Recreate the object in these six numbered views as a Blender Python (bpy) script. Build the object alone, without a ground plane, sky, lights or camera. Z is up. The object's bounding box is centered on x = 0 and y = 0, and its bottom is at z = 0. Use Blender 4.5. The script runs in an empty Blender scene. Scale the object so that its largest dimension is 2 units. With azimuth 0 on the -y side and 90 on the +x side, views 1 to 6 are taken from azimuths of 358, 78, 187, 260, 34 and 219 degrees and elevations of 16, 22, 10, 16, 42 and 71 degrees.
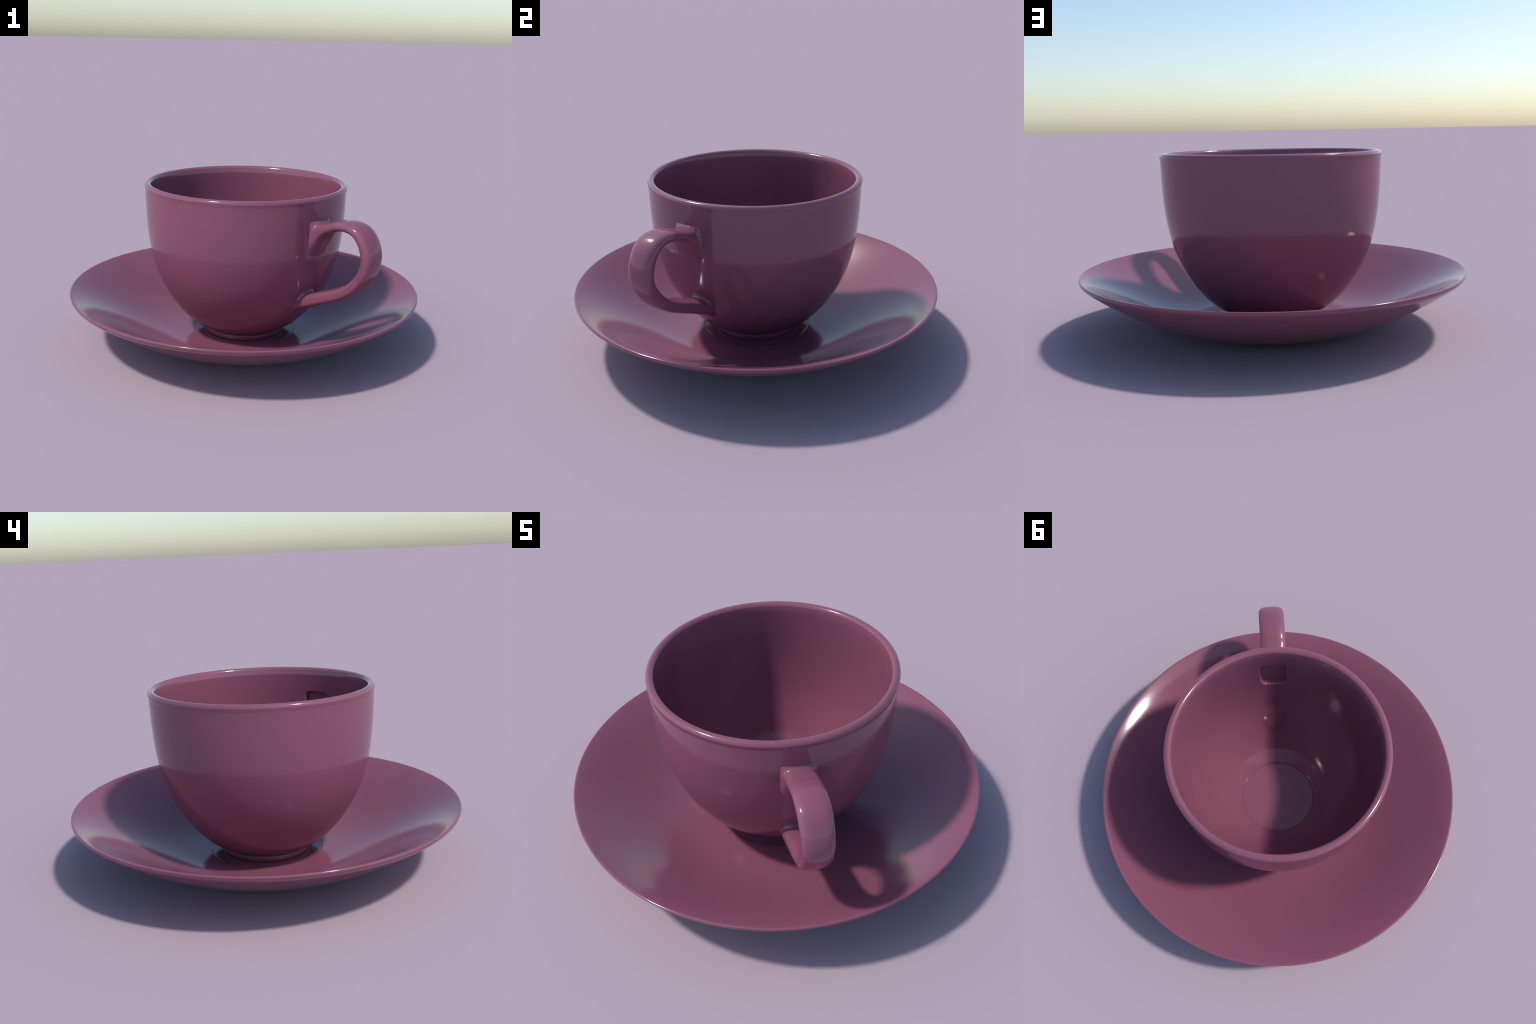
import bpy, math
import numpy as np
from mathutils import Vector

# ------------------------------------------------------------------ helpers
def catmull(points, per_span):
    """Smooth curve through points (rows may hold any number of values)."""
    P = np.asarray(points, float)
    Q = np.concatenate([[2 * P[0] - P[1]], P, [2 * P[-1] - P[-2]]])
    out = []
    for i in range(1, len(Q) - 2):
        a, b, c, d = Q[i - 1], Q[i], Q[i + 1], Q[i + 2]
        # centripetal weights keep the curve free of overshoot where spacing varies
        la = max(np.linalg.norm(b - a), 1e-9) ** .5
        lb = max(np.linalg.norm(c - b), 1e-9) ** .5
        lc = max(np.linalg.norm(d - c), 1e-9) ** .5
        m1 = lb * ((b - a) / la - (c - a) / (la + lb)) + (c - b)
        m2 = lb * ((d - c) / lc - (d - b) / (lb + lc)) + (c - b)
        for k in range(per_span):
            t = k / per_span
            out.append((2*t**3 - 3*t*t + 1) * b + (t**3 - 2*t*t + t) * m1
                       + (3*t*t - 2*t**3) * c + (t**3 - t*t) * m2)
    out.append(P[-1])
    return np.array(out)


def fair(curve, count, rounds=50):
    """Even spacing along a curve, then relaxation, so that gloss runs without ripples."""
    run = np.r_[0, np.cumsum(np.linalg.norm(np.diff(curve, axis=0), axis=1))]
    at = np.linspace(0, run[-1], count)
    c = np.stack([np.interp(at, run, curve[:, k]) for k in range(curve.shape[1])], 1)
    for _ in range(rounds):
        c[1:-1] += .25 * (c[:-2] - 2 * c[1:-1] + c[2:])
    return c


def smoothstep(a, b, x):
    t = np.clip((np.asarray(x) - a) / (b - a), 0, 1)
    return t * t * (3 - 2 * t)


def make_mesh(name, verts, faces, material, smooth_angle=40):
    me = bpy.data.meshes.new(name)
    me.from_pydata([tuple(v) for v in verts], [], faces)
    me.validate()
    me.materials.append(material)
    me.shade_smooth()
    me.set_sharp_from_angle(angle=math.radians(smooth_angle))
    ob = bpy.data.objects.new(name, me)
    bpy.context.scene.collection.objects.link(ob)
    return ob


def lathe(profile, angles, shift=None):
    """Turn an (r, z) profile, which starts and ends on the axis, into a solid.
    shift(angle, row_r, row_z, row_index) may move points out and up."""
    prof = np.asarray(profile)
    n = len(angles)
    verts = [(0, 0, prof[0, 1])]
    rows = prof[1:-1]
    for j, (r, z) in enumerate(rows):
        dr, dz = (0, 0) if shift is None else shift(angles, r, z, j + 1)
        rr, zz = np.full(n, r) + dr, np.full(n, z) + dz
        verts += list(zip(rr * np.cos(angles), rr * np.sin(angles), zz))
    verts.append((0, 0, prof[-1, 1]))
    faces = []
    last = len(verts) - 1
    for i in range(n):
        k = (i + 1) % n
        faces.append((0, 1 + k, 1 + i))
        for j in range(len(rows) - 1):
            a, b = 1 + j * n, 1 + (j + 1) * n
            faces.append((a + i, a + k, b + k, b + i))
        e = 1 + (len(rows) - 1) * n
        faces.append((e + i, e + k, last))
    return verts, faces


# ----------------------------------------------------------------- material
def glaze(name, color, roughness):
    m = bpy.data.materials.new(name)
    m.use_nodes = True
    nt = m.node_tree
    nt.nodes.clear()
    out = nt.nodes.new('ShaderNodeOutputMaterial')
    b = nt.nodes.new('ShaderNodeBsdfPrincipled')
    nt.links.new(b.outputs['BSDF'], out.inputs['Surface'])
    # an even pigment with a barely visible drift of tone through the glaze
    tc = nt.nodes.new('ShaderNodeTexCoord')
    no = nt.nodes.new('ShaderNodeTexNoise')
    no.inputs['Scale'].default_value = 2.5
    no.inputs['Detail'].default_value = 3
    ramp = nt.nodes.new('ShaderNodeValToRGB')
    ramp.color_ramp.elements[0].position = .3
    ramp.color_ramp.elements[1].position = .7
    ramp.color_ramp.elements[0].color = tuple(c * .985 for c in color) + (1,)
    ramp.color_ramp.elements[1].color = tuple(c * 1.015 for c in color) + (1,)
    nt.links.new(tc.outputs['Object'], no.inputs['Vector'])
    nt.links.new(no.outputs['Fac'], ramp.inputs['Fac'])
    nt.links.new(ramp.outputs['Color'], b.inputs['Base Color'])
    b.inputs['Roughness'].default_value = roughness
    b.inputs['IOR'].default_value = 1.5
    return m


MAUVE = glaze('mauve_glaze', (.212, .0715, .111), .115)

# -------------------------------------------------------------------- sizes
HANDLE_AZ = math.radians(-46.8)         # direction in which the handle points
WALL = .039                             # thickness of the bowl's wall

# outside of the bowl, from the foot up to just under the rim (r, z)
BOWL_OUT = [(.208, .0800), (.225, .0815), (.249, .0875), (.2765, .101), (.330, .140), (.3685, .180), (.4015, .220),
            (.441, .280), (.480, .350), (.5125, .430), (.536, .520), (.5525, .620),
            (.5625, .750), (.5660, .860), (.5672, .886)]
RIM = [(.5690, .895), (.5700, .9045), (.5655, .9140), (.5570, .9187), (.5490, .9193), (.5400, .9163), (.5335, .9088), (.5312, .9010)]

out_curve = fair(catmull(BOWL_OUT, 12), 150, 22)


def bowl_radius(z):
    return np.interp(z, out_curve[:, 1], out_curve[:, 0])


# inside of the wall: the outside pushed in by the wall's thickness, top to bottom
d = np.gradient(out_curve, axis=0)
nrm = np.stack([-d[:, 1], d[:, 0]], 1)
nrm /= np.linalg.norm(nrm, axis=1)[:, None]
inn = out_curve + nrm * WALL
inn = inn[(inn[:, 0] > .285) & (inn[:, 1] < .887)][::-1]
inn = np.vstack([inn, [[.2130, .1128]]])
# resample the inner wall evenly so that the socket can be pressed into it
seg = np.r_[0, np.cumsum(np.linalg.norm(np.diff(inn, axis=0), axis=1))]
s_even = np.linspace(0, seg[-1], 170)
inn = np.stack([np.interp(s_even, seg, inn[:, 0]), np.interp(s_even, seg, inn[:, 1])], 1)

rim_curve = catmull([BOWL_OUT[-1]] + RIM + [tuple(inn[0])], 5)
profile_bowl = np.vstack([[[0, .078], [.1, .078]], out_curve, rim_curve[1:], inn[1:],
                          [[.2122, .1114], [.2110, .1098], [.2098, .1098], [.2086, .1113], [.205, .1115], [.2, .1115], [.1, .1115], [0, .1115]]])

# angles, packed more densely on the handle's side
u = np.linspace(0, 1, 480, endpoint=False)
angles = HANDLE_AZ + math.pi + 2 * math.pi * u + .70 * np.sin(2 * math.pi * u)

first_inner = 2 + len(out_curve) + len(rim_curve) - 1


def shield(b, z, grow=0.0, low_ex=3.4):
    """Signed field of the upper handle's footprint: flat top, round bottom; < 1 inside."""
    up = z - .715
    ext = np.where(up > 0, .080, .116) + grow
    ex = np.where(up > 0, 6.0, low_ex)
    return (np.abs(b / (.0775 + grow)) ** ex + np.abs(up / ext) ** ex) ** (1 / ex)


def press(ang, r, z, j):
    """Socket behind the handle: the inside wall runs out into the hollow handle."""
    da = (ang - HANDLE_AZ + math.pi) % (2 * math.pi) - math.pi
    near = np.abs(da) < .6
    b = r * np.sin(da)
    field = shield(b, np.full_like(b, z + (.004 if z > .715 else .014)), -.004, 4.5)
    inside = near * (1 - smoothstep(.74, 1.02, field))
    core = near * (1 - smoothstep(.55, .85, field))
    low = near * (1 - smoothstep(.5, 1.1, np.hypot(b / .068, (z - .325) / .085)))
    # shallow at the bottom, deep where the strap leaves the wall
    depth = np.interp(z, [.59, .63, .66, .70, .74, .77, .80], [.030, .034, .041, .060, .098, .125, .125])
    if j >= first_inner:
        undercut = .028 * (1 - smoothstep(.57, .70, z))
        return min(depth, .05) * inside + max(depth - .05, 0) * core - .010 * low, -undercut * inside
    return max(depth - .037, 0) * core, 0 * core


v, f = lathe(profile_bowl, angles, press)
bowl = make_mesh('bowl', v, f, MAUVE, 60)

# ---------------------------------------------------------------- foot ring
foot_profile = catmull([(.2060, .0815), (.2150, .0790), (.2235, .0750), (.2285, .0700), (.2305, .0620),
                        (.2305, .0530), (.2285, .0465), (.2230, .0435)], 6)
foot_profile = np.vstack([[[0, .0815], [.12, .0815]], foot_profile,
                          [[.195, .0435], [.185, .0465], [.180, .056], [.10, .056], [0, .056]]])
v, f = lathe(foot_profile, np.linspace(0, 2 * math.pi, 192, endpoint=False))
foot = make_mesh('foot_ring', v, f, MAUVE, 40)

# ------------------------------------------------------------------- handle
RAD = Vector((math.cos(HANDLE_AZ), math.sin(HANDLE_AZ), 0))
TAN = Vector((-math.sin(HANDLE_AZ), math.cos(HANDLE_AZ), 0))
M = 56
TH = np.linspace(0, 2 * math.pi, M, endpoint=False)


def superloop(wide, up, down, ex_up, ex_down):
    """Loop of (b, n): half width, reach on the outer and on the inner side."""
    c, s = np.cos(TH), np.sin(TH)
    ex = np.where(s >= 0, ex_up, ex_down)
    reach = np.where(s >= 0, up, down)
    return wide * np.sign(c) * np.abs(c) ** (2 / ex), reach * np.sign(s) * np.abs(s) ** (2 / ex)


def foot_section(z0, wide, reach_up, reach_down, ex_up, ex_down, offset, flip):
    """A section that lies on the bowl's wall, lifted off it by offset."""
    b, n = superloop(wide, reach_up, reach_down, ex_up, ex_down)
    z = z0 + flip * n
    r = bowl_radius(z) + offset
    s = np.sqrt(np.maximum(r * r - b * b, 0))
    return np.stack([s, b, z], 1)


def free_section(s0, z0, heading, wide, thick, ex=2.8, inner=None):
    """A section across the strap; heading is the strap's direction in degrees."""
    b, n = superloop(wide, thick, inner or thick, ex, ex)
    h = math.radians(heading)
    return np.stack([s0 - n * math.sin(h), b, z0 + n * math.cos(h)], 1)


sections = [
    foot_section(.715, .0785, .0820, .1145, 10.0, 3.4, -.016, 1),
    foot_section(.715, .0785, .0820, .1145, 10.0, 3.4, .000, 1),
    foot_section(.715, .0760, .0785, .1060, 6.0, 3.2, .005, 1),
    foot_section(.715, .0728, .0755, .0860, 4.0, 3.0, .013, 1),
    free_section(.586, .728, 0, .0705, .0610, 3.2, .0600),
    free_section(.606, .746, 6, .0695, .0460, 3, .0380),
    free_section(.632, .764, 16, .0690, .0325, 3, .0290),
    free_section(.660, .777, 20, .0688, .0275, 3, .0275),
    free_section(.700, .7925, 14, .0685, .0270),
    free_section(.7650, .8008, -6, .0690, .0280),
    free_section(.8285, .7855, -30, .0695, .0300),
    free_section(.8750, .7385, -57, .0685, .0335),
    free_section(.8985, .6680, -83, .0665, .0352),
    free_section(.8905, .6040, -106, .0630, .0340),
    free_section(.8570, .5420, -126, .0615, .0325, 3.2, .0320),
    free_section(.8120, .4910, -138, .0615, .0315, 3.4, .0325),
    free_section(.7590, .4520, -149, .0618, .0310, 3.4, .0335),
    free_section(.7000, .4220, -155, .0628, .0308, 3.4, .0345),
    free_section(.6430, .3970, -157, .0638, .0308, 3.4, .0355),
    free_section(.5900, .3740, -156, .0645, .0312, 3.2, .0375),
    free_section(.5480, .3550, -158, .0650, .0325, 3.0, .0395),
    foot_section(.330, .0662, .0520, .0565, 2.5, 2.5, .020, -1),
    foot_section(.330, .0665, .0660, .0620, 2.5, 2.4, .009, -1),
    foot_section(.330, .0690, .0740, .0690, 2.4, 2.2, .003, -1),
    foot_section(.329, .0715, .0830, .0800, 2.4, 2.1, .000, -1),
    foot_section(.329, .0715, .0830, .0800, 2.4, 2.1, -.016, -1),
]
rows = catmull(np.array(sections).reshape(len(sections), -1), 6).reshape(-1, M, 3)
verts = []
for row in rows:
    for s, b, z in row:
        p = RAD * s + TAN * (b - .0038)
        verts.append((p.x, p.y, z))
faces = []
for j in range(len(rows) - 1):
    for i in range(M):
        k = (i + 1) % M
        faces.append((j * M + i, j * M + k, (j + 1) * M + k, (j + 1) * M + i))
faces.append(tuple(range(M - 1, -1, -1)))
faces.append(tuple((len(rows) - 1) * M + i for i in range(M)))
handle = make_mesh('handle', verts, faces, MAUVE, 60)

# ---------------------------------------------------------------------- cup
cup = bpy.data.objects.new('teacup', None)
bpy.context.scene.collection.objects.link(cup)
for ob in (bowl, foot, handle):
    ob.parent = cup
cup['label'] = 'glossy mauve teacup with a rounded bowl and loop handle'
cup['category'] = 'teacup'

# ------------------------------------------------------------------- saucer
under = catmull([(.30, 0), (.36, .0005), (.42, .0080), (.55, .0432), (.70, .1032), (.80, .1565), (.90, .2182),
                 (.96, .2600), (.985, .2785)], 10)
under = fair(under, 110, 30)
lip = catmull([(.985, .2785), (.9955, .2900), (.9995, .3000), (.9985, .3060), (.9930, .3080), (.9850, .3056), (.9720, .3000)], 6)
# upper face, drawn by its steepness: flat round the well, steepest before the lip
STEEP = catmull([(.308, .01), (.36, .035), (.42, .115), (.48, .215), (.54, .310), (.60, .400), (.66, .475), (.72, .525),
                 (.78, .555), (.84, .570), (.89, .560), (.93, .520), (.955, .485), (.972, .450)], 8)
rise = np.r_[0, np.cumsum(np.diff(STEEP[:, 0]) * (STEEP[1:, 1] + STEEP[:-1, 1]) / 2)]
top = np.stack([STEEP[:, 0], .0502 + rise * (.3000 - .0502) / rise[-1]], 1)[::-1]
saucer_profile = np.vstack([[[0, 0], [.2, 0]], under, lip[1:], top[1:],
                            [[.3025, .0495], [.2985, .0480], [.2940, .0453], [.2890, .0438], [.282, .0434], [.15, .0434], [0, .0434]]])
v, f = lathe(saucer_profile, np.linspace(0, 2 * math.pi, 384, endpoint=False))
saucer = make_mesh('saucer', v, f, MAUVE, 40)
saucer['label'] = 'shallow glossy mauve saucer with a round lip and small well'
saucer['category'] = 'saucer'
